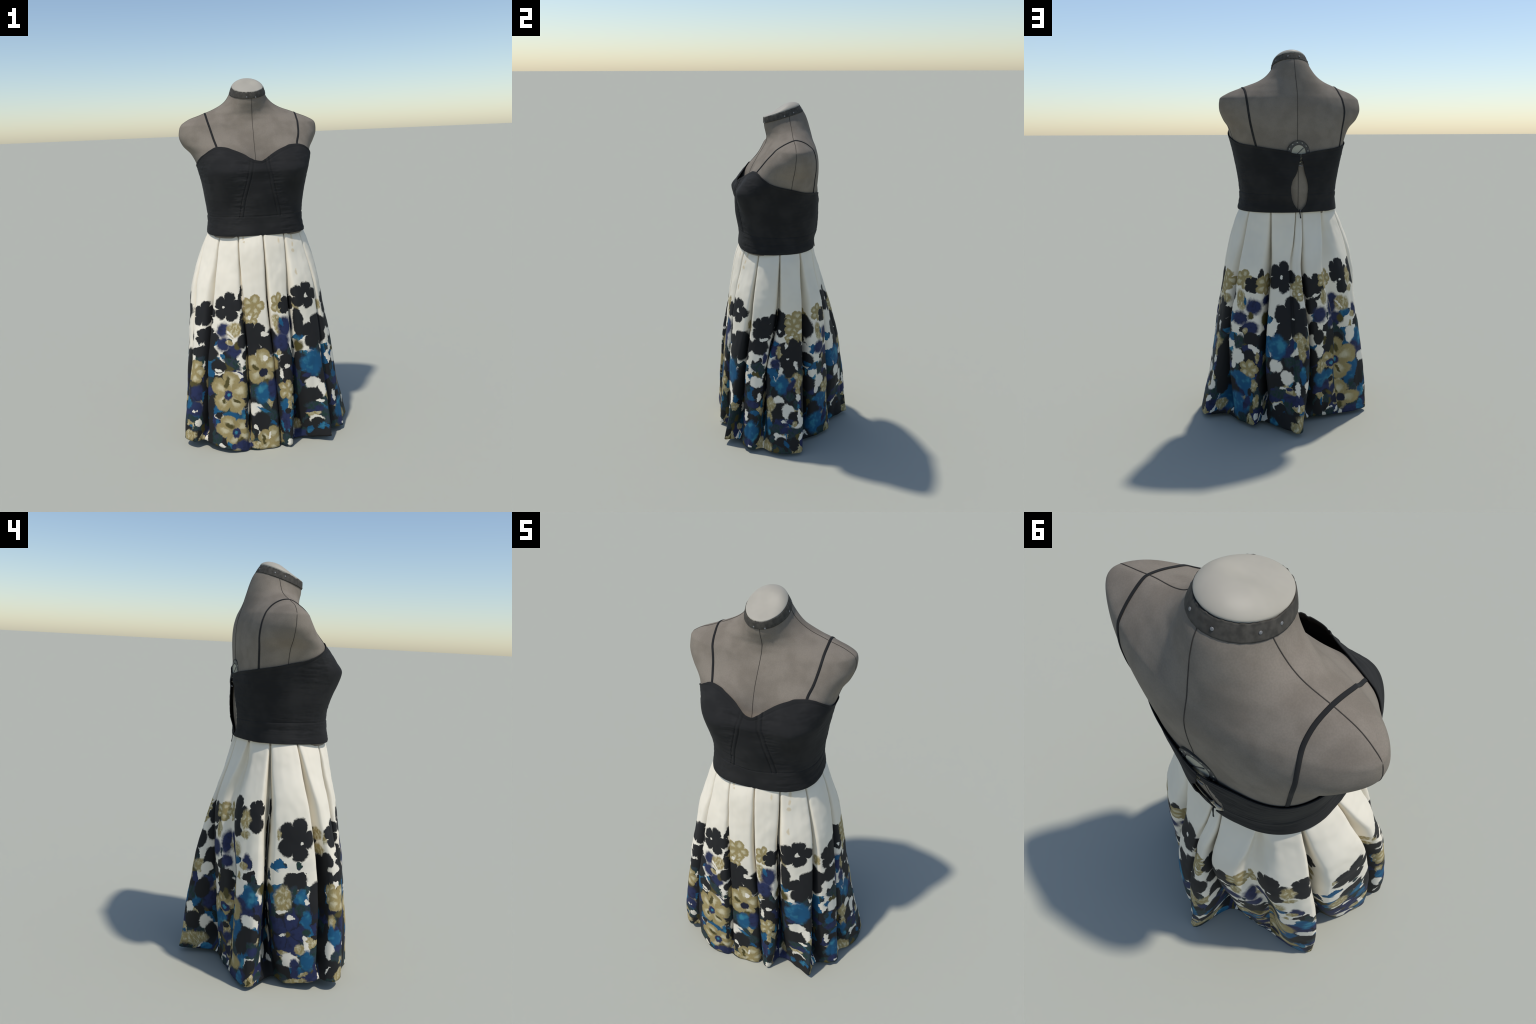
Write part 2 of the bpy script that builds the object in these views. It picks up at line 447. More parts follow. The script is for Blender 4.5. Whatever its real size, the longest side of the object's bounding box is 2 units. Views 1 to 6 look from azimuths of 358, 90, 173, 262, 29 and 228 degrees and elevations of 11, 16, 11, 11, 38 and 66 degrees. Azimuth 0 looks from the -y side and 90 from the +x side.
# the motifs: kind, angle round the skirt, height, half width and half height in millimetres, turn
#   K black flower, k black patch, G gold flower, g gold patch, N navy flower, n navy patch, T teal patch,
#   e leaf, o olive patch, s faint stain, W bare cloth, c and C flower centres
#PRINT_BEGIN
PRINT = [
    ("g", -165.0, 0.498, 45, 37, 0), ("n", -156.9, 0.396, 47, 44, 0, 8), ("k", -156.3, 0.516, 30, 73, 0, 8), ("T", -164.1, 0.330, 28, 50, 0, 8),
    ("e", -169.8, 0.346, 33, 40, 0), ("W", -170.0, 0.259, 28, 40, 0), ("k", -166.7, 0.191, 50, 52, 0, 8), ("n", -152.1, 0.308, 40, 54, 0, 8),
    ("W", -155.0, 0.179, 40, 44, 0, 8), ("k", -150.0, 0.105, 36, 69, 0, 8), ("g", -166.8, 0.081, 89, 42, 0, 8), ("T", -153.0, 0.035, 35, 17, 0, 8),
    ("g", -145.5, 0.815, 21, 38, 0), ("K", -128.4, 0.836, 62, 62, 0), ("W", -128.6, 0.793, 7, 8, 0), ("k", -125.9, 0.750, 35, 31, 0),
    ("n", -138.9, 0.660, 38, 59, 0), ("g", -123.4, 0.658, 18, 29, 0), ("n", -137.3, 0.568, 37, 33, 0), ("k", -137.9, 0.501, 46, 28, 0),
    ("W", -138.5, 0.463, 32, 12, 0), ("k", -139.3, 0.422, 52, 26, 0), ("G", -138.4, 0.352, 65, 53, 0), ("W", -129.6, 0.459, 23, 36, 0),
    ("g", -119.7, 0.531, 11, 26, 0), ("T", -140.1, 0.264, 33, 31, 0), ("g", -135.3, 0.218, 29, 42, 0), ("k", -136.3, 0.235, 26, 17, 0),
    ("T", -128.9, 0.257, 17, 34, 0), ("n", -133.7, 0.157, 37, 43, 0), ("g", -130.1, 0.118, 20, 47, -8), ("e", -119.5, 0.171, 11, 36, 0),
    ("n", -119.9, 0.032, 15, 28, 0), ("W", -137.4, 0.064, 23, 9, 0), ("K", -110.0, 0.857, 38, 42, 0), ("k", -109.9, 0.791, 37, 37, 0),
    ("g", -118.1, 0.806, 27, 45, 0), ("g", -117.5, 0.738, 23, 21, 0), ("n", -114.0, 0.612, 25, 36, 0), ("g", -116.4, 0.588, 20, 19, 0),
    ("T", -111.6, 0.444, 41, 52, 0), ("n", -113.2, 0.371, 44, 28, 15), ("W", -109.6, 0.330, 35, 35, 25), ("k", -110.7, 0.265, 51, 40, 0),
    ("e", -106.8, 0.211, 30, 28, 10), ("n", -104.7, 0.191, 29, 22, 0), ("T", -112.5, 0.146, 23, 26, -30), ("W", -109.3, 0.140, 32, 18, 30),
    ("k", -106.6, 0.123, 25, 30, 0), ("n", -113.8, 0.063, 29, 37, 0), ("e", -96.8, 0.052, 46, 21, 0, 10), ("T", -112.0, 0.036, 7, 17, 0),
    ("e", -116.5, 0.094, 15, 31, 0), ("g", -110.0, 0.758, 29, 31, 0, 11), ("g", -111.1, 0.698, 29, 24, 0, 11), ("K", -76.5, 0.560, 82, 84, 0, 10),
    ("W", -93.4, 0.589, 9, 5, 0, 10), ("k", -72.5, 0.449, 65, 57, 0, 10), ("e", -96.7, 0.467, 16, 28, 0, 10), ("o", -99.9, 0.485, 36, 25, 0),
    ("W", -105.5, 0.386, 23, 21, 0, 11), ("k", -122.4, 0.273, 50, 34, 0, 11), ("W", -118.0, 0.191, 35, 42, 0, 11), ("k", -70.1, 0.133, 103, 38, 0, 10),
    ("W", -72.0, 0.091, 23, 25, -15, 10), ("k", -78.9, 0.052, 74, 38, 0, 10), ("W", -104.7, 0.327, 9, 32, 20), ("K", -81.6, 0.733, 72, 92, 0),
    ("W", -77.8, 0.719, 8, 10, 0), ("g", -93.3, 0.753, 9, 24, 0), ("k", -81.1, 0.537, 47, 43, 0), ("W", -85.7, 0.585, 58, 11, -3),
    ("T", -77.2, 0.451, 27, 38, 0), ("e", -83.5, 0.466, 17, 50, -15), ("g", -88.7, 0.447, 35, 66, 0), ("W", -89.3, 0.387, 24, 9, 0),
    ("e", -77.0, 0.401, 30, 28, 0), ("W", -73.8, 0.438, 11, 14, 0), ("T", -74.3, 0.347, 20, 40, 0), ("N", -84.4, 0.280, 65, 95, 5),
    ("o", -84.7, 0.277, 10, 13, 0), ("W", -88.0, 0.272, 15, 7, 25), ("W", -83.4, 0.361, 14, 14, 0), ("e", -74.0, 0.288, 17, 23, 0),
    ("W", -74.5, 0.259, 10, 12, 0), ("g", -77.0, 0.206, 18, 25, 0), ("g", -86.7, 0.177, 24, 13, -15), ("W", -73.4, 0.209, 10, 47, 15),
    ("W", -82.5, 0.146, 34, 38, 0), ("n", -79.9, 0.126, 16, 29, 0), ("T", -73.1, 0.144, 21, 53, 0), ("k", -86.6, 0.092, 19, 24, 0),
    ("T", -77.1, 0.086, 12, 24, 0), ("n", -78.9, 0.076, 13, 30, 0), ("n", -72.0, 0.068, 22, 28, 0), ("g", -79.0, 0.038, 38, 14, 15),
    ("g", -74.8, 0.079, 20, 8, 35), ("e", -87.3, 0.129, 7, 17, 0), ("g", -68.7, 0.748, 36, 33, 0, 12), ("g", -68.4, 0.671, 38, 29, 0, 12),
    ("k", -68.1, 0.559, 53, 81, 0, 12), ("k", -68.0, 0.435, 28, 90, 0), ("k", -60.9, 0.623, 28, 36, 0), ("g", -61.0, 0.732, 10, 30, 0),
    ("k", -59.9, 0.540, 23, 31, 0), ("G", -58.8, 0.458, 25, 53, 0), ("C", -58.9, 0.376, 13, 21, 0), ("g", -59.1, 0.328, 14, 35, 0),
    ("T", -59.2, 0.263, 12, 50, 0), ("W", -61.4, 0.194, 18, 45, 0), ("n", -56.6, 0.278, 10, 38, 0), ("e", -58.3, 0.157, 16, 38, 0),
    ("k", -60.2, 0.103, 25, 43, 0), ("W", -61.8, 0.100, 3, 22, -15), ("g", -55.7, 0.065, 22, 29, 0), ("k", -71.4, 0.196, 44, 87, 0, 12),
    ("G", 131.2, 0.814, 53, 47, 0), ("K", 140.6, 0.786, 46, 39, 0), ("g", 130.9, 0.701, 29, 58, 12), ("n", 142.7, 0.670, 47, 43, 0),
    ("T", 134.4, 0.699, 9, 20, 15), ("n", 130.4, 0.603, 48, 38, 0), ("o", 140.1, 0.622, 16, 19, 0), ("n", 140.3, 0.554, 46, 39, 0),
    ("g", 135.2, 0.536, 17, 17, 0), ("e", 130.5, 0.474, 33, 42, -15), ("k", 141.2, 0.491, 44, 38, 0), ("W", 141.7, 0.453, 23, 12, 0),
    ("W", 129.6, 0.391, 46, 43, -15), ("k", 140.6, 0.401, 31, 33, 0), ("G", 139.6, 0.327, 50, 48, 0), ("g", 146.8, 0.396, 10, 32, 0),
    ("T", 129.3, 0.284, 48, 25, 0), ("T", 136.8, 0.248, 55, 41, 0), ("k", 123.5, 0.196, 45, 32, 0), ("T", 127.2, 0.115, 77, 64, 0),
    ("n", 137.8, 0.138, 20, 53, -25), ("k", 141.6, 0.198, 19, 18, 0), ("g", 144.2, 0.237, 18, 35, 0), ("g", 146.1, 0.152, 14, 36, -10),
    ("T", 142.3, 0.171, 11, 22, 0), ("W", 146.5, 0.066, 11, 19, 0), ("e", 132.8, 0.054, 31, 20, 0), ("k", 117.6, 0.022, 51, 15, 0),
    ("G", 105.1, 0.787, 82, 54, 0), ("g", 105.0, 0.686, 59, 30, 0), ("K", 101.2, 0.609, 92, 66, 0), ("g", 104.3, 0.438, 42, 38, 0),
    ("k", 115.5, 0.357, 43, 111, 0, 5), ("W", 103.6, 0.193, 36, 38, 0), ("W", 105.5, 0.109, 11, 23, -20), ("g", 118.1, 0.077, 38, 33, 0, 5),
    ("k", 116.5, 0.193, 37, 54, 0, 5), ("k", 147.5, 0.823, 14, 46, 0), ("G", 153.7, 0.784, 65, 52, 0, 6), ("n", 155.8, 0.698, 40, 28, 0, 6),
    ("o", 155.9, 0.597, 43, 38, 0, 6), ("k", 154.5, 0.480, 48, 57, 0, 6), ("e", 158.6, 0.334, 40, 36, 0, 6), ("k", 157.8, 0.229, 54, 57, 0, 6),
    ("g", 159.8, 0.097, 25, 26, 0, 6), ("G", -175.9, 0.797, 42, 41, 0), ("G", -175.8, 0.740, 35, 32, 20), ("W", -174.8, 0.744, 8, 8, 0),
    ("K", 168.4, 0.830, 80, 70, 0), ("W", 168.9, 0.828, 10, 11, 0), ("K", 178.1, 0.615, 89, 100, 15), ("W", 179.4, 0.614, 9, 7, 0),
    ("T", 165.5, 0.469, 54, 59, 0), ("n", 176.9, 0.469, 22, 52, -30), ("g", -176.2, 0.508, 27, 37, 0), ("g", -174.6, 0.443, 18, 39, 0),
    ("T", -179.7, 0.483, 9, 19, 0), ("e", 176.2, 0.396, 29, 30, 0), ("W", 164.6, 0.368, 38, 39, 0), ("k", 165.6, 0.296, 38, 39, 0),
    ("W", 173.6, 0.311, 33, 43, 10), ("e", -178.0, 0.345, 13, 41, 0), ("T", -174.4, 0.327, 13, 43, 0), ("W", 171.6, 0.253, 29, 10, 0),
    ("n", 175.4, 0.252, 17, 10, 0), ("g", 178.0, 0.231, 14, 19, 0), ("W", -178.3, 0.254, 14, 42, 0), ("e", 167.0, 0.210, 55, 23, 0),
    ("n", 174.8, 0.200, 26, 24, 0), ("k", -174.9, 0.243, 13, 31, 0), ("W", 165.9, 0.142, 39, 23, 10), ("k", 168.6, 0.122, 35, 35, 0),
    ("e", 175.6, 0.140, 14, 46, 12), ("T", 172.9, 0.094, 11, 22, 25), ("W", -178.6, 0.155, 7, 22, 0), ("k", 174.2, 0.065, 47, 48, 0),
    ("g", 179.9, 0.050, 24, 26, 0), ("T", 161.7, 0.033, 26, 25, 0), ("K", -167.1, 0.786, 26, 52, 0), ("K", -158.6, 0.771, 66, 63, 0),
    ("k", -161.3, 0.670, 36, 41, 0), ("W", -157.0, 0.728, 28, 9, 15), ("W", -162.9, 0.592, 22, 29, 0), ("G", -147.1, 0.805, 49, 41, 0),
    ("g", -148.4, 0.714, 22, 40, 0), ("n", -152.7, 0.618, 49, 46, 0), ("k", -158.9, 0.537, 32, 48, 0), ("W", -159.1, 0.478, 41, 36, 20),
    ("k", -152.6, 0.490, 32, 40, 0), ("W", -151.5, 0.408, 29, 36, 15), ("k", -159.9, 0.372, 42, 54, 0), ("n", -138.4, 0.676, 60, 41, 0, 10),
    ("g", -127.6, 0.658, 51, 43, 0), ("W", -130.4, 0.653, 37, 8, -40), ("n", -135.4, 0.574, 59, 39, 0, 10), ("o", -129.1, 0.570, 25, 26, 0, 10),
    ("e", -134.2, 0.492, 76, 35, -40, 10), ("k", -136.1, 0.455, 59, 32, 0), ("W", -120.3, 0.477, 30, 50, 0), ("n", -117.1, 0.404, 33, 30, 0),
    ("T", -118.6, 0.298, 26, 39, 0), ("T", -121.7, 0.229, 37, 39, -20), ("T", -148.3, 0.252, 44, 46, 0), ("g", -149.3, 0.326, 27, 40, 0),
    ("G", -138.7, 0.330, 145, 112, 20, 10), ("o", -136.1, 0.401, 23, 28, 10), ("o", -134.2, 0.277, 33, 10, -40, 10), ("c", -137.8, 0.331, 40, 24, 0),
    ("e", -119.4, 0.165, 21, 53, 0), ("k", -113.9, 0.213, 27, 50, 0), ("T", -112.8, 0.136, 11, 32, 0), ("n", -142.6, 0.198, 29, 41, 0),
    ("k", -143.2, 0.166, 21, 17, 0), ("G", -135.8, 0.110, 129, 90, 0, 10), ("C", -130.1, 0.110, 37, 26, 0), ("o", -138.1, 0.154, 35, 11, -35),
    ("o", -133.2, 0.064, 37, 23, 0, 10), ("n", -122.5, 0.028, 45, 33, 0), ("W", -131.3, 0.024, 26, 16, 0, 10), ("e", -137.3, 0.038, 36, 26, 0),
    ("W", -142.0, 0.031, 12, 21, 25), ("T", -113.8, 0.054, 14, 27, 0), ("k", -149.1, 0.063, 35, 32, 0), ("K", 75.1, 0.744, 62, 67, 0),
    ("k", 72.6, 0.641, 47, 46, 0), ("W", 76.5, 0.684, 26, 10, 0), ("W", 69.7, 0.577, 21, 25, 20), ("n", 77.5, 0.575, 15, 32, 0),
    ("e", 71.7, 0.521, 42, 26, -10), ("T", 65.7, 0.459, 16, 19, 0), ("W", 71.5, 0.433, 42, 35, -5), ("T", 67.5, 0.351, 23, 43, 0),
    ("n", 68.5, 0.294, 35, 24, 0), ("k", 71.4, 0.362, 19, 28, 0), ("W", 73.9, 0.344, 12, 31, -10), ("e", 64.6, 0.381, 13, 20, 0),
    ("T", 70.6, 0.243, 22, 14, 0), ("k", 68.4, 0.198, 32, 34, 0), ("W", 63.4, 0.217, 13, 36, 0), ("T", 68.4, 0.123, 35, 60, 0),
    ("n", 67.2, 0.053, 23, 24, 0), ("W", 68.0, 0.036, 10, 9, 0), ("g", 61.4, 0.747, 19, 28, 0), ("k", 56.2, 0.619, 44, 85, 0),
    ("k", 58.1, 0.393, 56, 102, 0, 3), ("g", 61.9, 0.096, 24, 19, 0, 3), ("o", 56.7, 0.152, 20, 23, 0, 3), ("K", 89.2, 0.774, 57, 65, 0),
    ("W", 90.1, 0.735, 8, 7, 0), ("k", 78.2, 0.679, 35, 33, 0, 5), ("n", 86.2, 0.630, 33, 46, 0), ("g", 89.8, 0.612, 17, 35, 0),
    ("T", 86.5, 0.659, 18, 9, 20), ("n", 86.7, 0.543, 28, 32, 0), ("W", 91.1, 0.482, 14, 36, 15), ("T", 86.8, 0.474, 10, 23, 0),
    ("k", 79.4, 0.414, 19, 68, 0), ("G", 102.5, 0.761, 51, 52, 0), ("G", 101.9, 0.692, 44, 38, 20), ("W", 100.8, 0.696, 11, 11, 0),
    ("K", 100.5, 0.596, 63, 78, 0), ("W", 97.2, 0.568, 9, 6, 0), ("k", 98.7, 0.508, 40, 46, 0), ("W", 96.4, 0.645, 9, 19, 0),
    ("W", 104.7, 0.528, 12, 31, 20), ("T", 91.8, 0.421, 35, 53, 0), ("g", 103.9, 0.448, 27, 38, 0), ("T", 101.0, 0.446, 10, 18, 0),
    ("n", 99.4, 0.415, 17, 44, -35), ("e", 98.5, 0.346, 25, 29, 0), ("g", 105.7, 0.380, 14, 26, 0), ("W", 89.4, 0.318, 29, 37, 0),
    ("k", 90.4, 0.267, 36, 47, 0), ("W", 96.6, 0.261, 32, 48, 10), ("g", 83.1, 0.307, 24, 44, 0), ("W", 104.9, 0.339, 15, 23, 0),
    ("e", 103.1, 0.300, 12, 31, 0), ("k", 101.0, 0.219, 30, 40, 0), ("g", 82.2, 0.226, 16, 40, 0), ("T", 82.0, 0.172, 15, 47, 0),
    ("W", 94.2, 0.203, 25, 10, 0), ("n", 97.5, 0.203, 19, 13, 0), ("W", 105.3, 0.228, 10, 44, 0), ("g", 101.3, 0.185, 13, 20, 0),
    ("e", 88.7, 0.158, 44, 26, -5), ("n", 94.5, 0.153, 28, 20, 0), ("W", 89.8, 0.109, 32, 26, 0), ("k", 91.0, 0.086, 24, 31, 0),
    ("e", 98.6, 0.117, 12, 45, 20), ("T", 95.1, 0.072, 9, 21, 20), ("g", 79.5, 0.045, 33, 39, 0), ("k", 100.5, 0.069, 20, 37, 0),
    ("e", 84.5, 0.097, 10, 26, 0), ("k", 114.3, 0.731, 65, 63, 0, 6), ("W", 113.1, 0.603, 49, 33, 0, 6), ("k", 113.9, 0.534, 54, 41, 0),
    ("W", 121.3, 0.457, 35, 26, 0), ("T", 115.0, 0.509, 29, 13, 0), ("k", 114.8, 0.386, 49, 50, 0), ("W", 125.3, 0.343, 17, 26, 0),
    ("s", -20.8, 1.153, 9, 9, 0), ("s", -19.1, 1.134, 6, 5, 0), ("s", 24.3, 1.127, 7, 13, 0), ("s", 44.0, 1.138, 12, 14, 0),
    ("s", 42.2, 1.100, 9, 11, 0), ("s", 41.3, 1.066, 11, 12, 0), ("s", 38.8, 0.953, 9, 16, 0), ("k", -21.4, 0.854, 7, 42, 0),  # k from -21.4 to -41.0: tall narrow black patches along the folds
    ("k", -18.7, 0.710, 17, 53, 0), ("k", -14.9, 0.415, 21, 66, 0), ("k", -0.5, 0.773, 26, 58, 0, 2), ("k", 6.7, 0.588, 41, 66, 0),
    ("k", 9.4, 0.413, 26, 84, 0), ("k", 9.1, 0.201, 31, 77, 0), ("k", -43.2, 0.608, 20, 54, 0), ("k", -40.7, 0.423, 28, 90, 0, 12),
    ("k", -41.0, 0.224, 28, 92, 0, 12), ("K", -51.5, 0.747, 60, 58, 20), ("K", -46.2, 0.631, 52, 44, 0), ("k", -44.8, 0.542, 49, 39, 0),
    ("e", -48.3, 0.502, 26, 19, 40), ("G", -52.9, 0.436, 51, 60, 0), ("C", -68.3, 0.369, 19, 14, 0), ("o", -53.2, 0.366, 27, 17, 0),
    ("n", -50.0, 0.317, 31, 45, 0), ("n", -49.8, 0.230, 33, 43, 0), ("T", -56.7, 0.258, 22, 31, 0), ("W", -51.4, 0.216, 8, 6, 30),
    ("e", -52.4, 0.173, 26, 19, -45), ("W", -48.3, 0.146, 17, 26, 0), ("k", -55.9, 0.110, 18, 20, 0), ("g", -53.9, 0.080, 25, 22, 0),
    ("n", -34.1, 0.672, 35, 38, 0), ("g", -25.3, 0.673, 40, 39, 0), ("W", -28.2, 0.652, 24, 7, -35), ("n", -33.1, 0.597, 35, 38, 0),
    ("n", -24.1, 0.564, 38, 37, 0), ("o", -22.1, 0.592, 20, 22, 0), ("g", -29.1, 0.606, 18, 14, 0), ("k", -36.4, 0.475, 33, 35, 0),
    ("T", -33.3, 0.532, 17, 10, -40), ("e", -26.0, 0.490, 55, 20, -38), ("n", -20.1, 0.438, 16, 11, -30), ("W", -18.7, 0.511, 14, 39, 0),
    ("W", -36.4, 0.453, 20, 9, 0), ("W", -23.2, 0.429, 32, 18, -20), ("k", -37.0, 0.404, 20, 24, 0), ("T", -27.6, 0.199, 38, 31, 0),
    ("T", -17.8, 0.197, 18, 44, 0), ("T", -35.9, 0.240, 18, 34, 0), ("T", -17.9, 0.313, 16, 12, 0), ("W", -34.9, 0.205, 21, 19, 0),
    ("G", -27.6, 0.335, 80, 105, 12), ("o", -30.0, 0.390, 10, 31, -8), ("o", -22.7, 0.285, 19, 9, -40), ("o", -31.3, 0.291, 14, 7, 55),
    ("c", -28.5, 0.324, 20, 26, 0), ("k", -34.9, 0.210, 14, 20, 0), ("n", -35.2, 0.141, 19, 45, 15), ("T", -36.1, 0.168, 6, 21, 0),
    ("G", -24.2, 0.120, 66, 92, 40), ("c", -23.7, 0.111, 19, 27, 0), ("o", -27.6, 0.155, 23, 11, -40), ("o", -20.7, 0.061, 18, 23, 0),
    ("e", -36.1, 0.072, 23, 29, 0), ("n", -19.2, 0.038, 29, 29, 0), ("T", -27.7, 0.046, 8, 19, 20), ("W", -33.0, 0.037, 13, 13, 0),
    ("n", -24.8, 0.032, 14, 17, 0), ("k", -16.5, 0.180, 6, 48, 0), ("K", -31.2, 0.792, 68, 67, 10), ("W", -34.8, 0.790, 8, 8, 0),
    ("G", -9.0, 0.793, 67, 55, 0), ("G", -11.3, 0.726, 47, 36, 20), ("W", -13.0, 0.736, 12, 12, 0), ("K", -9.1, 0.626, 78, 74, -20),
    ("W", 0.6, 0.639, 26, 14, -10), ("k", -13.5, 0.536, 31, 34, 0), ("G", -2.9, 0.458, 87, 91, 10), ("W", 0.3, 0.506, 16, 20, 0),
    ("o", -8.5, 0.461, 20, 10, -30), ("o", 0.5, 0.376, 25, 22, 0), ("C", -2.0, 0.430, 25, 24, 0), ("e", -9.5, 0.329, 29, 42, 0),
    ("T", -2.4, 0.317, 42, 54, 0), ("n", 5.8, 0.336, 30, 53, 0), ("W", -9.3, 0.230, 40, 39, 0), ("e", 2.3, 0.197, 58, 33, -35),
    ("T", -2.3, 0.222, 36, 6, -25), ("T", 3.4, 0.151, 32, 7, -40), ("k", -6.1, 0.153, 54, 54, -20), ("W", -9.5, 0.128, 21, 9, -55),
    ("W", -6.2, 0.081, 12, 24, 15), ("G", 2.7, 0.047, 71, 73, 0), ("o", -3.3, 0.056, 7, 31, 5), ("W", 1.5, 0.075, 7, 23, -20),
    ("g", -10.0, 0.029, 35, 20, 0), ("n", -14.8, 0.026, 17, 15, 0), ("G", 15.4, 0.800, 45, 53, 0), ("K", 23.3, 0.786, 49, 39, 30),
    ("g", 13.4, 0.685, 26, 61, 15), ("n", 20.6, 0.671, 45, 53, 0), ("T", 17.1, 0.695, 10, 21, 15), ("n", 16.5, 0.589, 47, 48, 0),
    ("g", 13.4, 0.532, 15, 15, 0), ("k", 19.0, 0.477, 43, 41, 0), ("W", 20.2, 0.451, 16, 14, 10), ("k", 19.6, 0.401, 32, 36, 0),
    ("W", 14.9, 0.412, 8, 30, 5), ("G", 18.6, 0.322, 43, 52, 0), ("T", 17.4, 0.234, 28, 36, 0), ("g", 19.9, 0.237, 14, 32, 0),
    ("k", 18.3, 0.207, 15, 16, 0), ("n", 16.3, 0.143, 25, 49, 0), ("T", 13.6, 0.117, 5, 27, 10), ("T", 19.5, 0.138, 7, 20, 0),
    ("e", 15.6, 0.052, 21, 27, 0), ("W", 18.4, 0.026, 17, 22, 0), ("g", 33.0, 0.779, 23, 33, 0), ("k", 33.3, 0.683, 31, 74, 0),
    ("o", 31.3, 0.548, 35, 36, 0), ("k", 31.2, 0.466, 39, 50, 0), ("e", 27.6, 0.313, 39, 43, 0, 3), ("T", 26.0, 0.232, 28, 29, 0, 3),
    ("k", 31.8, 0.200, 38, 55, 0), ("g", 27.3, 0.080, 37, 34, 0, 3), ("n", 31.2, 0.031, 55, 28, 0), ("K", 43.5, 0.823, 85, 63, 0),
    ("W", 44.8, 0.819, 12, 12, 0), ("K", 51.1, 0.619, 92, 78, 15), ("T", 42.9, 0.451, 58, 67, 0), ("n", 37.7, 0.383, 19, 11, 0),
    ("W", 41.7, 0.336, 38, 36, 0), ("W", 47.8, 0.290, 17, 44, 0), ("k", 40.5, 0.262, 41, 45, 0), ("W", 45.5, 0.229, 18, 9, -5),
    ("e", 41.7, 0.200, 39, 24, -10), ("n", 44.7, 0.185, 21, 17, 0), ("e", 46.2, 0.153, 12, 35, -20), ("W", 42.0, 0.129, 26, 23, 0),
    ("k", 43.0, 0.108, 20, 27, 0), ("T", 44.7, 0.085, 8, 23, -20), ("k", 43.0, 0.040, 34, 30, 0), ("T", 39.3, 0.062, 10, 18, 0),
]
#PRINT_END


def group(name, inputs, outputs):
    g = bpy.data.node_groups.new(name, "ShaderNodeTree")
    for n, kind in inputs: g.interface.new_socket(n, in_out="INPUT", socket_type=kind)
    for n, kind in outputs: g.interface.new_socket(n, in_out="OUTPUT", socket_type=kind)
    return g, g.nodes.new("NodeGroupInput"), g.nodes.new("NodeGroupOutput")


def make_motif_group(lobed):
    ins = [("Place", "NodeSocketVector"), ("Centre", "NodeSocketVector"), ("Turn", "NodeSocketFloat"), ("Scale", "NodeSocketVector"), ("Soft", "NodeSocketFloat")]
    outs = [("Mask", "NodeSocketFloat"), ("Rho", "NodeSocketFloat")]
    if lobed:
        ins += [("Lobes", "NodeSocketFloat"), ("Depth", "NodeSocketFloat")]; outs += [("Petal", "NodeSocketFloat")]
    g, gi, go = group("flower_shape" if lobed else "patch_shape", ins, outs)
    L = g.links.new

    def node(kind, **kw):
        x = g.nodes.new(kind)
        for k, v in kw.items(): setattr(x, k, v)
        return x

    def mth(op, a, b=0.0):
        x = node("ShaderNodeMath", operation=op)
        for s_, v in zip(x.inputs, (a, b)):
            if isinstance(v, bpy.types.NodeSocket): L(v, s_)
            else: s_.default_value = v
        return x.outputs[0]
    sub = node("ShaderNodeVectorMath", operation="SUBTRACT"); L(gi.outputs["Place"], sub.inputs[0]); L(gi.outputs["Centre"], sub.inputs[1])
    rot = node("ShaderNodeVectorRotate", rotation_type="Z_AXIS"); L(sub.outputs[0], rot.inputs["Vector"]); L(gi.outputs["Turn"], rot.inputs["Angle"])
    mul = node("ShaderNodeVectorMath", operation="MULTIPLY"); L(rot.outputs[0], mul.inputs[0]); L(gi.outputs["Scale"], mul.inputs[1])
    ln = node("ShaderNodeVectorMath", operation="LENGTH"); L(mul.outputs[0], ln.inputs[0]); rho = ln.outputs["Value"]
    edge = 1.0
    if lobed:
        sep = node("ShaderNodeSeparateXYZ"); L(mul.outputs[0], sep.inputs[0])
        th = mth("ARCTAN2", sep.outputs[1], sep.outputs[0])
        ph = mth("ABSOLUTE", mth("COSINE", mth("MULTIPLY", th, mth("MULTIPLY", gi.outputs["Lobes"], .5))))
        cut = mth("MULTIPLY", gi.outputs["Depth"], mth("SUBTRACT", 1.0, mth("POWER", ph, .36)))
        edge = mth("SUBTRACT", 1.0, cut)
        L(ph, go.inputs["Petal"])
    x = mth("DIVIDE", mth("SUBTRACT", edge, rho), gi.outputs["Soft"])
    mr = node("ShaderNodeMapRange", interpolation_type="SMOOTHSTEP"); L(x, mr.inputs[0]); mr.inputs[1].default_value = -1; mr.inputs[2].default_value = 1
    L(mr.outputs[0], go.inputs["Mask"]); L(rho, go.inputs["Rho"])
    return g


FLOWER_SHAPE, PATCH_SHAPE = make_motif_group(True), make_motif_group(False)


WALLS = {}


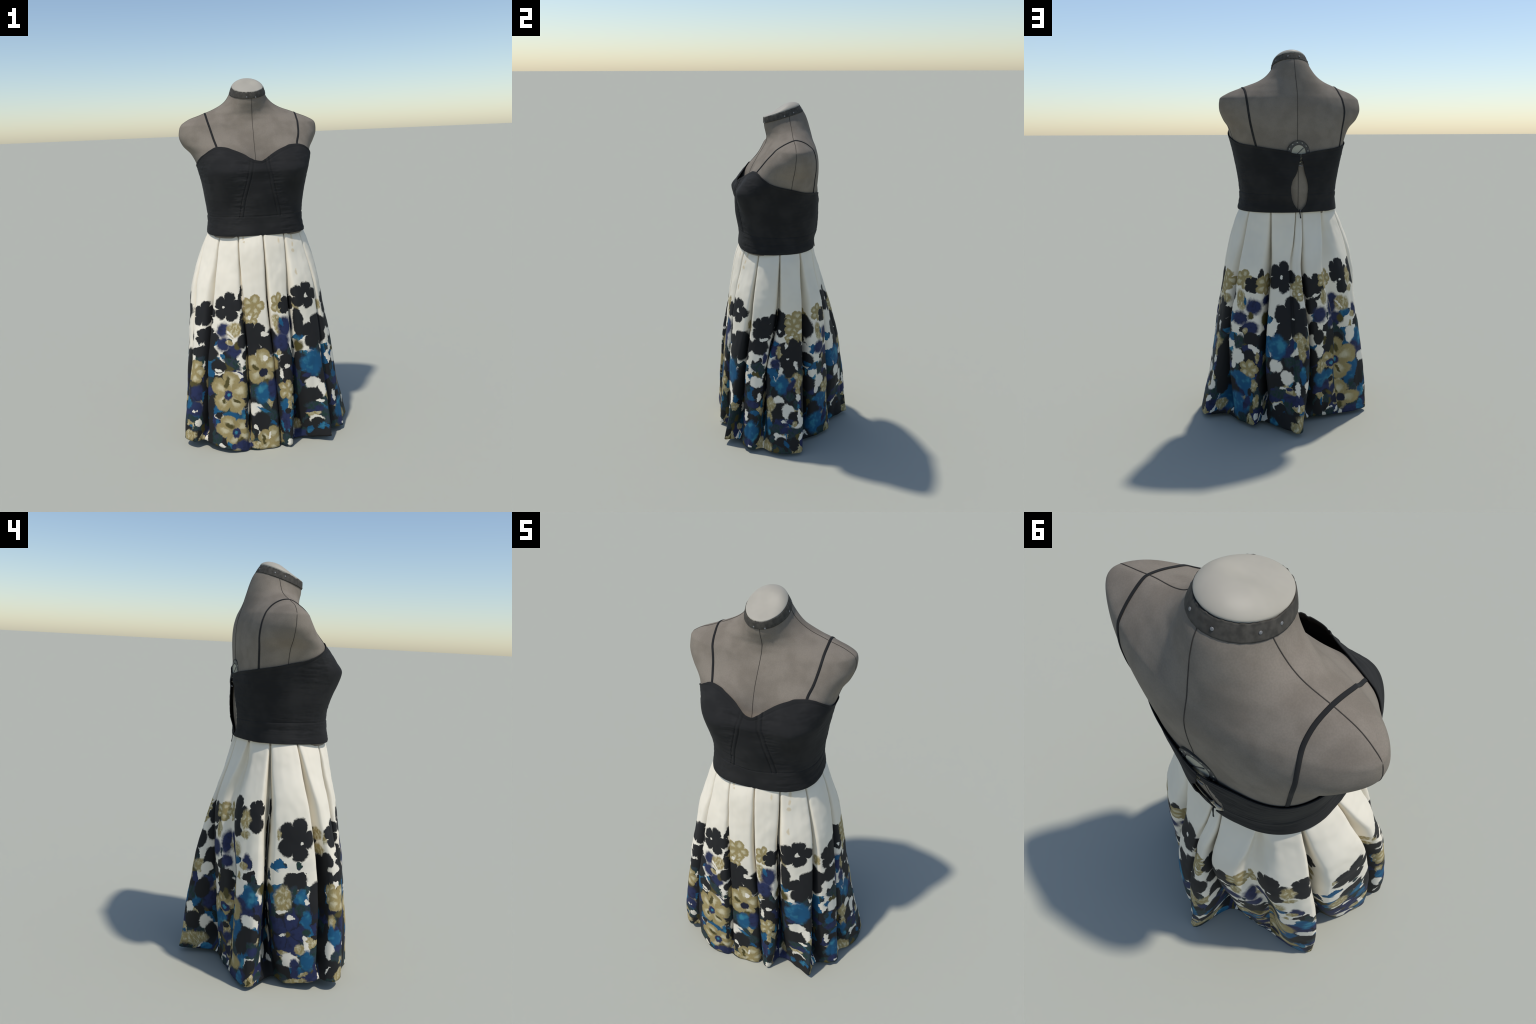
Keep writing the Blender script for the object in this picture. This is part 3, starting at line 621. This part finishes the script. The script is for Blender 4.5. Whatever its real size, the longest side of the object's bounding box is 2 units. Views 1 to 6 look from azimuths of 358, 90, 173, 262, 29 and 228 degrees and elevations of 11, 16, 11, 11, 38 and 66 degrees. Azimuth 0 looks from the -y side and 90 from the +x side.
def print_material(index, centre, lo, hi, edges, half):
    k = Nodes("floral_printed_cotton")
    c = math.radians(centre)
    off = k.n("ShaderNodeVectorMath", operation="SUBTRACT"); k.put(off.inputs[0], k.obj); off.inputs[1].default_value = (AXIS[0], AXIS[1], 0)

    def dot(v):
        x = k.n("ShaderNodeVectorMath", operation="DOT_PRODUCT"); k.put(x.inputs[0], off.outputs[0]); x.inputs[1].default_value = v
        return x.outputs["Value"]
    ang = k.math("ARCTAN2", dot((math.cos(c), math.sin(c), 0)), dot((math.sin(c), -math.cos(c), 0)))
    z = dot((0, 0, 1))
    ax, ay = dot((math.cos(c), math.sin(c), 0)), dot((math.sin(c), -math.cos(c), 0))
    rad = k.math("SQRT", k.math("ADD", k.math("MULTIPLY", ax, ax), k.math("MULTIPLY", ay, ay)))
    near = math.radians(max(half, 3.0))
    right, left = k.step(ang, .45 * near, .95 * near), k.step(ang, -.45 * near, -.95 * near)

    def depth(poly):     # how far the cloth lies behind the edge of the pleat
        edge = k.math("MULTIPLY_ADD", k.math("MULTIPLY_ADD", z, float(poly[0]), float(poly[1])), z, float(poly[2]))
        return k.math("MAXIMUM", k.math("SUBTRACT", k.math("SUBTRACT", edge, rad), .012), 0.0)
    inward = k.math("SUBTRACT", k.math("MULTIPLY", depth(edges[1]), right), k.math("MULTIPLY", depth(edges[0]), left))
    flat = k.n("ShaderNodeCombineXYZ"); k.put(flat.inputs[0], k.math("MULTIPLY_ADD", ang, .38, inward)); k.put(flat.inputs[1], z)

    def wander(scale, amount, detail):
        n = k.n("ShaderNodeTexNoise"); k.put(n.inputs["Vector"], k.obj); n.inputs["Scale"].default_value = scale; n.inputs["Detail"].default_value = detail
        a = k.n("ShaderNodeVectorMath", operation="SUBTRACT"); k.put(a.inputs[0], n.outputs["Color"]); a.inputs[1].default_value = (.5, .5, .5)
        b = k.n("ShaderNodeVectorMath", operation="MULTIPLY"); k.put(b.inputs[0], a.outputs[0]); b.inputs[1].default_value = (amount, amount, 0)
        return b.outputs[0]

    def add(a, b):
        x = k.n("ShaderNodeVectorMath", operation="ADD"); k.put(x.inputs[0], a); k.put(x.inputs[1], b)
        return x.outputs[0]
    place = add(add(flat.outputs[0], wander(28, .022, 1)), wander(105, .012, 1))
    # inks, each a little uneven
    big = k.noise(22, 2)
    streak_in = k.n("ShaderNodeVectorMath", operation="MULTIPLY"); k.put(streak_in.inputs[0], place); streak_in.inputs[1].default_value = (95, 40, 1)
    streak = k.noise(1.0, 2, streak_in.outputs[0])
    gold = k.mix(k.step(streak, .42, .72), INK["gold"], INK["gold_light"])
    teal = k.mix(k.step(big, .48, .75), INK["teal"], INK["teal_light"])
    navy = k.mix(k.math("MULTIPLY", k.step(k.noise(38, 2), .45, .8), .8), INK["navy"], INK["navy2"])
    green = k.mix(k.step(streak, .4, .6), INK["green"], INK["green2"])
    flatinks = dict(k=INK["black"], K=INK["black"], g=gold, n=navy, T=teal, e=green, o=INK["olive"], W=INK["white"], s=k.mix(.6, CREAM, INK["stain"]), C=INK["navy2"], c=INK["navy"])
    soft = dict(k=.11, K=.06, g=.22, n=.28, T=.20, e=.22, o=.30, W=.12, s=.4, C=.15, c=.15, G=.06, N=.08)
    # bare cream cloth, and low down a tangle of dark leaves and patches between the flowers
    col = k.mix(k.step(k.noise(6, 3), .35, .7), CREAM, CREAM2)
    vor = k.n("ShaderNodeTexVoronoi", voronoi_dimensions="2D"); k.put(vor.inputs["Vector"], place); vor.inputs["Scale"].default_value = 17
    sep = k.n("ShaderNodeSeparateColor"); k.put(sep.inputs[0], vor.outputs["Color"])
    r = sep.outputs[0]
    tangle = INK["black"]
    for at, ink in ((.40, green), (.56, navy), (.70, teal), (.83, gold), (.92, INK["white"])):
        tangle = k.mix(k.math("GREATER_THAN", r, at), tangle, ink)
    # brush flecks of leaf and blue over the tangle
    long = k.n("ShaderNodeVectorMath", operation="MULTIPLY"); k.put(long.inputs[0], place); long.inputs[1].default_value = (1.0, .45, 1)
    fleck = k.n("ShaderNodeTexVoronoi", voronoi_dimensions="2D"); k.put(fleck.inputs["Vector"], long.outputs[0]); fleck.inputs["Scale"].default_value = 48
    fs = k.n("ShaderNodeSeparateColor"); k.put(fs.inputs[0], fleck.outputs["Color"])
    for at, ink in ((.80, green), (.87, teal), (.92, navy), (.96, INK["olive"])):
        tangle = k.mix(k.math("GREATER_THAN", fs.outputs[0], at), tangle, ink)
    cell = k.n("ShaderNodeSeparateXYZ"); k.put(cell.inputs[0], vor.outputs["Position"])     # whole patches, not cut level
    reach = k.math("ADD", cell.outputs[1], k.math("MULTIPLY", k.math("SUBTRACT", sep.outputs[1], .5), .22))
    col = k.mix(k.math("LESS_THAN", reach, .53), col, tangle)
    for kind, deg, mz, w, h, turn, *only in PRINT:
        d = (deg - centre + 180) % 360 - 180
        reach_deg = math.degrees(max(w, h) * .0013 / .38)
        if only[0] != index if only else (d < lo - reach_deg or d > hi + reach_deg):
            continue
        lobed = kind in "KGNTW"
        g = k.n("ShaderNodeGroup"); g.node_tree = FLOWER_SHAPE if lobed else PATCH_SHAPE
        k.put(g.inputs["Place"], place)
        g.inputs["Centre"].default_value = (math.radians(d) * .38, mz, 0)
        g.inputs["Turn"].default_value = math.radians(-turn)
        grow = {"K": 1.18, "G": 1.12, "N": 1.08, "k": 1.08, "T": 1.12, "W": .98}.get(kind, 1.0)
        g.inputs["Scale"].default_value = (1000 / (w * grow), 1000 / (h * grow), 1)
        g.inputs["Soft"].default_value = soft[kind]
        ink = flatinks.get(kind)
        if lobed:
            g.inputs["Lobes"].default_value = {"T": 4, "W": 3}.get(kind, 5)
            g.inputs["Depth"].default_value = {"K": .44, "G": .42, "N": .42, "T": .22, "W": .26}[kind]
            if kind == "G":
                pale = k.math("MULTIPLY", k.step(g.outputs["Petal"], .55, 1.0), k.math("SUBTRACT", 1.0, k.step(k.math("ABSOLUTE", k.math("SUBTRACT", g.outputs["Rho"], .52)), .05, .34)))
                pale = k.math("MULTIPLY", k.math("ADD", pale, k.math("MULTIPLY", k.step(streak, .5, .75), .25)), .85, clamp=True)
                ink = k.mix(pale, INK["gold"], INK["gold_light"])
            elif kind == "N":
                ink = k.mix(k.math("MULTIPLY", k.step(g.outputs["Petal"], .35, .0), .9), navy, INK["navy2"])
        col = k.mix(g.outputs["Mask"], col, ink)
        if kind == "c":
            dot2 = k.step(g.outputs["Rho"], .5, .25)
            col = k.mix(dot2, col, INK["teal_light"])
    k.bump(k.noise(600, 2), .08, .002)
    return k.done(col, .72, .25)


# ------------------------------------------------------------------ assemble
root = bpy.data.objects.new("dressed_mannequin", None)
bpy.context.scene.collection.objects.link(root)
root["label"] = "shop mannequin torso wearing a black strapped dress with floral skirt"
root["category"] = "dress"

M_jersey = jersey_material()
M_black = black_cloth_material()
M_cap = plain("ivory_plastic", (0.405, 0.370, 0.300), 0.55, 0.3, .04, 12)
M_white = plain("ivory_satin", (0.72, 0.66, 0.58), 0.6, 0.3, .04, 12)

M_seam = plain("dark_seam", (0.062, 0.054, 0.046), .9, .1)
M_strap = black_cloth_material("black_strap")
M_collar = plain("charcoal_webbing", (0.062, 0.056, 0.046), .8, .25, .25, 60)
M_metal = plain("dull_steel", (0.21, 0.21, 0.205), .55, .4, .15, 80, .3)
M_brass = plain("dull_brass", (0.10, 0.085, 0.05), .5, .4, .2, 80, .4)
M_dial = plain("grey_dial", (0.075, 0.070, 0.062), .6, .3)
M_dialwhite = plain("pale_dial", (0.40, 0.375, 0.285), .6, .3, .04)

# ---- mannequin: one smooth surface, split into neck, torso and the two arm stubs
NA, NZ = 240, 190
zc = np.linspace(1.15, 1.95, NZ)
aa = np.arange(NA) * TAU / NA
V = torso(aa[None, :], zc[:, None]).reshape(-1, 3)
# faint unevenness of the padded form
lump = (perlin(V * 9.0) * .0022 + perlin(V * 23.0) * .0008) * np.repeat((np.arange(NZ) < NZ - 2), NA)
V = V + torso_normal(aa[None, :], zc[:, None]).reshape(-1, 3) * lump[:, None]
F = grid_faces(NZ, NA, True)
whole = new_object("whole_body", V, F, M_jersey, None)
vn = np.zeros(len(V) * 3, np.float32); whole.data.vertex_normals.foreach_get("vector", vn); vn = vn.reshape(-1, 3)
from mathutils.bvhtree import BVHTree
BODY = BVHTree.FromPolygons([tuple(v) for v in V], F)
centre = V[np.array(F)].mean(1)
zloop = np.repeat(zc[:-1], NA)
region = np.where(zloop > 1.862, 1, 0)
region = np.where((zloop > 1.56) & (zloop < 1.82) & (centre[:, 0] < -.318), 2, region)
region = np.where((zloop > 1.56) & (zloop < 1.82) & (centre[:, 0] > .238), 3, region)
F = np.array(F)
for k, name in enumerate(("torso", "neck", "arm", "arm")):
    f = F[region == k]
    used, inv = np.unique(f, return_inverse=True)
    ob = new_object(name, V[used], [tuple(map(int, q)) for q in inv.reshape(-1, 4)], M_jersey, root)
    ob.data.normals_split_custom_set_from_vertices([tuple(map(float, q)) for q in vn[used]])
bpy.data.objects.remove(whole)


def on_body(points, lift):
    """snap points to the body; returns lifted points and normals"""
    P, N = [], []
    for p in points:
        loc, nor, _, _ = BODY.find_nearest(Vector(p))
        if nor.dot(loc - Vector((-.045, .0, loc.z))) < 0: nor = -nor
        P.append(np.array(loc + nor * lift)); N.append(np.array(nor))
    return np.array(P), np.array(N)


def spline(points, n):
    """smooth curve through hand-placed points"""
    P = np.array(points, float)
    d = np.concatenate([[0], np.cumsum(np.linalg.norm(np.diff(P, axis=0), axis=1))])
    m = np.gradient(P, d, axis=0)
    x = np.linspace(0, d[-1], n); i = np.clip(np.searchsorted(d, x, side="right") - 1, 0, len(d) - 2)
    h = (d[i + 1] - d[i])[:, None]; t = ((x - d[i])[:, None]) / h
    return (1 + 2 * t) * (1 - t) ** 2 * P[i] + t * (1 - t) ** 2 * h * m[i] + t * t * (3 - 2 * t) * P[i + 1] + t * t * (t - 1) * h * m[i + 1]


def line_on_body(name, points, radius, material, lift, flat=1.0, n=70):
    P, N = on_body(spline(points, n), lift)
    for _ in range(2):
        P[1:-1] = .25 * P[:-2] + .5 * P[1:-1] + .25 * P[2:]
    return tube(name, P, radius, material, root, flat, N)

# neck cap: a shallow pillow on the slanting neck
rr = np.concatenate([[1.0, .985, .96], np.linspace(.92, 0, 16)])
rim = torso(aa, np.full(NA, 1.95)); cen = rim.mean(0)
rim = rim + (rim - cen) * .012
V = []
for r in rr:
    p = cen + (rim - cen) * r
    p[:, 2] += .006 + .034 * (1 - r ** 2.6) ** .8 * (.30 + .78 * smooth(-.085, .03, p[:, 1])) - .010 * np.exp(-(((p[:, 0] + .03) / .045) ** 2 + ((p[:, 1] + .01) / .04) ** 2))
    V.append(p)
below = cen + (rim - cen) * .97; below[:, 2] -= .004
V.insert(0, below)
new_object("neck_cap", np.array(V).reshape(-1, 3), grid_faces(len(rr) + 1, NA, True), M_cap, root)

# collar band with press studs
NB = 12
zb = np.linspace(1.919, 1.952, NB)
prof = .0035 + .0012 * np.sin(np.linspace(0, math.pi, NB))
V = []
for j, z in enumerate(zb):
    wob = perlin(np.column_stack([np.cos(aa) * 3 + 20, np.sin(aa) * 3 + 20, np.ones(NA)]))
    wr = perlin(np.column_stack([np.cos(aa) * 14 + 20, np.sin(aa) * 14 + 20, np.full(NA, z * 12)]))
    zz = z + wob * .0035 * (j / (NB - 1)) + (.0035 * wr if j >= NB - 2 else 0)
    V.append(torso(aa, np.minimum(zz, 1.95), 0.0) + 0)
    c0 = V[-1].mean(0); d = V[-1] - c0; d[:, 2] = 0; d /= np.linalg.norm(d, axis=1, keepdims=True)
    V[-1] = V[-1] + d * (prof[j] + .0010 * wr)[:, None]
    V[-1][:, 2] += np.maximum(zz - 1.95, 0)
collar = new_object("collar_band", np.array(V).reshape(-1, 3), grid_faces(NB, NA, True), M_collar, root)
solidify(collar, .003)

stud_mesh = None
for p in [(-.050, -.108, 1.892), (.000, -.103, 1.890), (.056, .012, 1.929), (.038, .064, 1.948), (-.019, .110, 1.965),
          (-.078, .108, 1.964), (-.135, .043, 1.948), (-.139, -.007, 1.934)]:
    loc, nor = on_body([p], .0042); nor = Vector(nor[0])
    if stud_mesh is None:
        bm = bmesh.new()
        bmesh.ops.create_uvsphere(bm, u_segments=16, v_segments=8, radius=.0040)
        for v in bm.verts: v.co.z *= .45
        stud_mesh = bpy.data.meshes.new("press_stud"); bm.to_mesh(stud_mesh); bm.free()
        stud_mesh.polygons.foreach_set("use_smooth", np.ones(len(stud_mesh.polygons), bool))
        stud_mesh.materials.append(M_metal)
    ob = bpy.data.objects.new("press_stud", stud_mesh)
    ob.location = loc[0]; ob.rotation_euler = nor.to_track_quat("Z", "Y").to_euler()
    bpy.context.scene.collection.objects.link(ob); ob.parent = collar

# ---- seams of the jersey cover
line_on_body("cover_seam", [(-.026, -.105, 1.905), (-.026, -.102, 1.870), (-.025, -.089, 1.813), (-.024, -.125, 1.729), (-.022, -.174, 1.652), (-.019, -.205, 1.560), (-.018, -.205, 1.500)], .0013, M_seam, .0002)
line_on_body("cover_seam", [(-.050, .100, 1.975), (-.050, .118, 1.950), (-.051, .150, 1.883), (-.057, .180, 1.786), (-.056, .205, 1.658), (-.057, .201, 1.542), (-.060, .199, 1.40), (-.062, .195, 1.28), (-.064, .190, 1.16)], .0014, M_seam, .0002, n=120)
line_on_body("cover_seam", [(.050, .040, 1.945), (.052, .040, 1.921), (.090, .049, 1.867), (.199, .056, 1.814), (.296, .066, 1.775), (.334, .068, 1.736), (.320, .060, 1.648), (.272, .047, 1.540)], .0014, M_seam, .0002, n=110)
line_on_body("cover_seam", [(-.130, .022, 1.950), (-.138, .021, 1.927), (-.163, .017, 1.886), (-.212, .012, 1.849), (-.280, -.004, 1.820), (-.332, -.014, 1.801), (-.397, -.017, 1.771), (-.420, -.014, 1.706), (-.409, -.011, 1.653), (-.362, -.007, 1.594), (-.337, -.008, 1.525)], .0014, M_seam, .0002, n=120)

# ---- shoulder straps
line_on_body("shoulder_strap", [(-.223, -.206, 1.622), (-.225, -.202, 1.638), (-.241, -.155, 1.687), (-.255, -.124, 1.732), (-.270, -.082, 1.778), (-.278, -.040, 1.805), (-.285, .002, 1.822), (-.290, .050, 1.811), (-.298, .085, 1.786), (-.310, .107, 1.740), (-.316, .119, 1.690), (-.310, .122, 1.636), (-.303, .121, 1.580), (-.296, .122, 1.495)], .0056, M_strap, .0012, .30, 120)
line_on_body("shoulder_strap", [(.211, -.153, 1.628), (.213, -.150, 1.642), (.221, -.108, 1.681), (.226, -.060, 1.735), (.226, -.010, 1.785), (.225, .030, 1.806), (.222, .066, 1.816), (.209, .116, 1.795), (.203, .150, 1.765), (.199, .178, 1.720), (.191, .185, 1.658), (.179, .182, 1.594), (.166, .180, 1.536), (.158, .181, 1.500)], .0056, M_strap, .0012, .30, 120)

# ---- bodice
NECKLINE = pchip([-190, -168, -147, -128, -119, -101, -91, -78, -70, -62, -55, -48, -38, -32, -25, -16, -10, -2, 6, 12, 24, 37, 45, 52, 60, 66, 71, 76, 81, 87, 103, 120, 138, 156, 175, 192, 215],
                 [1.484, 1.468, 1.483, 1.495, 1.503, 1.521, 1.535, 1.552, 1.570, 1.597, 1.620, 1.636, 1.630, 1.620, 1.608, 1.590, 1.574, 1.561, 1.557, 1.565, 1.588, 1.612, 1.624, 1.634, 1.636, 1.629, 1.615, 1.598, 1.580, 1.567, 1.545, 1.522, 1.509, 1.496, 1.484, 1.468, 1.48])
KEY_Z = [1.10, 1.165, 1.183, 1.205, 1.245, 1.287, 1.325, 1.374, 1.424, 1.445, 1.467, 1.60]
key_near = pchip(KEY_Z, [-.068, -.066, -.053, -.039, -.025, -.021, -.027, -.050, -.060, -.066, -.068, -.068])
key_far = pchip(KEY_Z, [-.070, -.072, -.085, -.102, -.110, -.113, -.107, -.092, -.082, -.075, -.072, -.072])


def angle_at_back(x, z):
    """section angle at which the back of the body passes through x"""
    lo, hi = np.full(np.shape(z), math.radians(150)), np.full(np.shape(z), math.radians(230))
    for _ in range(30):
        m = .5 * (lo + hi); right = torso(m, z)[..., 0] > x
        lo, hi = np.where(right, m, lo), np.where(right, hi, m)
    return .5 * (lo + hi)


CUP_LEFT = pchip([1.20, 1.282, 1.354, 1.417, 1.479, 1.556, 1.65], [-.118, -.105, -.092, -.074, -.056, -.041, -.036])
CUP_RIGHT = pchip([1.20, 1.273, 1.330, 1.396, 1.473, 1.557, 1.65], [.104, .094, .084, .071, .058, .043, .040])


def bodice_surface(u, v, NBU):
    zt = np.full(u.shape, 1.3)
    for _ in range(4):
        a0, a1 = angle_at_back(key_far(zt), zt) - TAU, angle_at_back(key_near(zt), zt)
        a = a0 + (a1 - a0) * u
        P = torso(a, zt, .006)
        phi = np.degrees(np.arctan2(P[..., 0] + .02, -(P[..., 1] + .02)))
        top = NECKLINE(phi)
        zt = WAIST_Z - .009 + (top - WAIST_Z + .009) * v
    stand = .006 + .014 * np.exp(-((1 - u) / .03) ** 2) * smooth(1.17, 1.26, zt) * smooth(1.50, 1.40, zt) + .004 * np.exp(-(u / .03) ** 2)
    stand = stand + .007 * smooth(1.23, 1.165, zt) + .007 * np.exp(-(np.minimum(u, 1 - u) / .045) ** 2) * smooth(1.40, 1.44, zt) 
    return torso(a, zt, stand, 1.0), zt, a


NBU, NBV = 760, 190
uu, vv = np.meshgrid(np.linspace(0, 1, NBU), np.linspace(0, 1, NBV))
P, zt, ab = bodice_surface(uu, vv, NBU)
du = np.gradient(P, axis=1); dv = np.gradient(P, axis=0)
N = np.cross(du, dv); N /= np.linalg.norm(N, axis=2, keepdims=True) + 1e-12
if (N[NBV // 2, NBU // 2] @ np.array([0, -1, 0])) < 0: N = -N
x, z = P[..., 0], P[..., 2]
front = np.clip(-np.cos(ab) * 0 + np.cos(ab) * 2, 0, 1)


def groove(d, w, depth):
    return -depth * np.exp(-(d / w) ** 2)


H = np.zeros_like(x)
below_band = smooth(1.255, 1.268, z)
for cup, half in ((CUP_LEFT, .0095), (CUP_RIGHT, .0095)):
    d = x - cup(z)
    H += front * below_band * (groove(d - half, .0026, .0035) + groove(d + half, .0026, .0035) + .0012 * np.exp(-(d / .008) ** 4))
H += groove(z - 1.262 - .004 * np.cos(ab) - .0015 * perlin(P * 14), .003, .0019)                       # seam above the waistband
H += np.where(z < 1.262, .0006, 0) * smooth(1.262, 1.255, z)
H += groove(vv - 1.0, .02, -.0016) + groove((NECKLINE(np.degrees(np.arctan2(x + .02, -(P[..., 1] + .02)))) - z) - .014, .0025, .0012)
# drag wrinkles, mostly level, strongest on the cups and beside the seams
flatP = np.stack([x * 9, P[..., 1] * 9, z * 55], -1)
wr = perlin(flatP) + .5 * perlin(flatP * 2 + 9.3) + .25 * perlin(flatP * 4 + 4.1)
fine = perlin(P * np.array([60, 60, 80.0]))
patch = perlin(P * 7 + 3)
near = sum(np.exp(-((np.abs(x - c(z)) - .03) / .03) ** 2) for c in (CUP_LEFT, CUP_RIGHT)) * front
amount = np.clip(.35 + .9 * patch, .1, 1) * (.6 + .8 * near) * smooth(1.0, .9, vv)
panel = (x > CUP_LEFT(z)) & (x < CUP_RIGHT(z)) & (front > .5)
H += np.where(panel, .25, 1.0) * amount * (.0075 * wr + .0024 * fine)
P = P + N * H[..., None]
bodice = new_object("bodice", P.reshape(-1, 3), grid_faces(NBV, NBU, False), M_black, root)
solidify(bodice, .003)

# ---- fastening in the middle of the back
P, N = on_body([(-.069, .203, 1.452)], .017)
tube("zip_pull", [(-.068, .196, 1.178), (-.069, .200, 1.168), (-.071, .203, 1.150), (-.073, .206, 1.132)], .0032, M_black, root, .6, [(0, 1, 0)] * 4, taper=[.8, 1.2, .8, 1.1])
for zz, w in ((1.450, .009), (1.430, .009), (1.408, .012)):
    pts = [(-.070 + w * t, .2165 - .003 * abs(t), zz + .002 * math.sin(3 * t)) for t in np.linspace(-1, 1, 9)]
    tube("hook_and_eye", pts, .0026, M_brass if zz > 1.41 else M_metal, root, .7, [(0, 1, 0)] * 9)

# round size dial set in the back of the mannequin
dc = Vector((-.062, .205, 1.4752)); dn = Vector((-.16, .985, .02)).normalized()
dx = Vector((0, 0, 1)).cross(dn).normalized(); dz = dn.cross(dx)


def ring(name, r0, r1, h0, h1, material, a0=0.0, a1=TAU, n=72, parent=root):
    closed = a1 - a0 > TAU - 1e-3
    A = np.linspace(a0, a1, n, endpoint=not closed)
    loops = [(r0, h0), (r0, h1), (r1, h1), (r1, h0)]
    V = [dc + dx * (r * math.cos(t)) + dz * (r * math.sin(t)) + dn * (h - .15 * ((r * math.cos(t)) ** 2) * 10) for t in A for r, h in loops]
    F = []
    m = len(A)
    for i in range(m if closed else m - 1):
        j = (i + 1) % m
        for k in range(4):
            F.append((i * 4 + k, i * 4 + (k + 1) % 4, j * 4 + (k + 1) % 4, j * 4 + k))
    if not closed:
        F += [(0, 1, 2, 3), tuple((m - 1) * 4 + k for k in (3, 2, 1, 0))]
    ob = new_object(name, V, F, material, parent, False)
    return ob


dial = ring("size_dial", .0410, .0605, -.008, .0020, M_dial)
ring("dial_rim", .0585, .0620, -.008, .0028, M_collar, parent=dial)
ring("dial_disc", .0004, .0380, -.008, .0015, M_dialwhite, parent=dial)
for t in np.arange(12) * TAU / 12 + .15:
    ring("dial_mark", .0500, .0540, -.006, .0025, M_dialwhite, t - .07, t + .07, 8, dial)
bar = [dc + dx * (.036 * s * math.cos(-2.4)) + dz * (.036 * s * math.sin(-2.4)) + dn * .0018 for s in np.linspace(-1, 1, 9)]
tube("dial_slot", bar, .0022, M_dial, dial, .5, [tuple(dn)] * 9)

build_skirt(root)
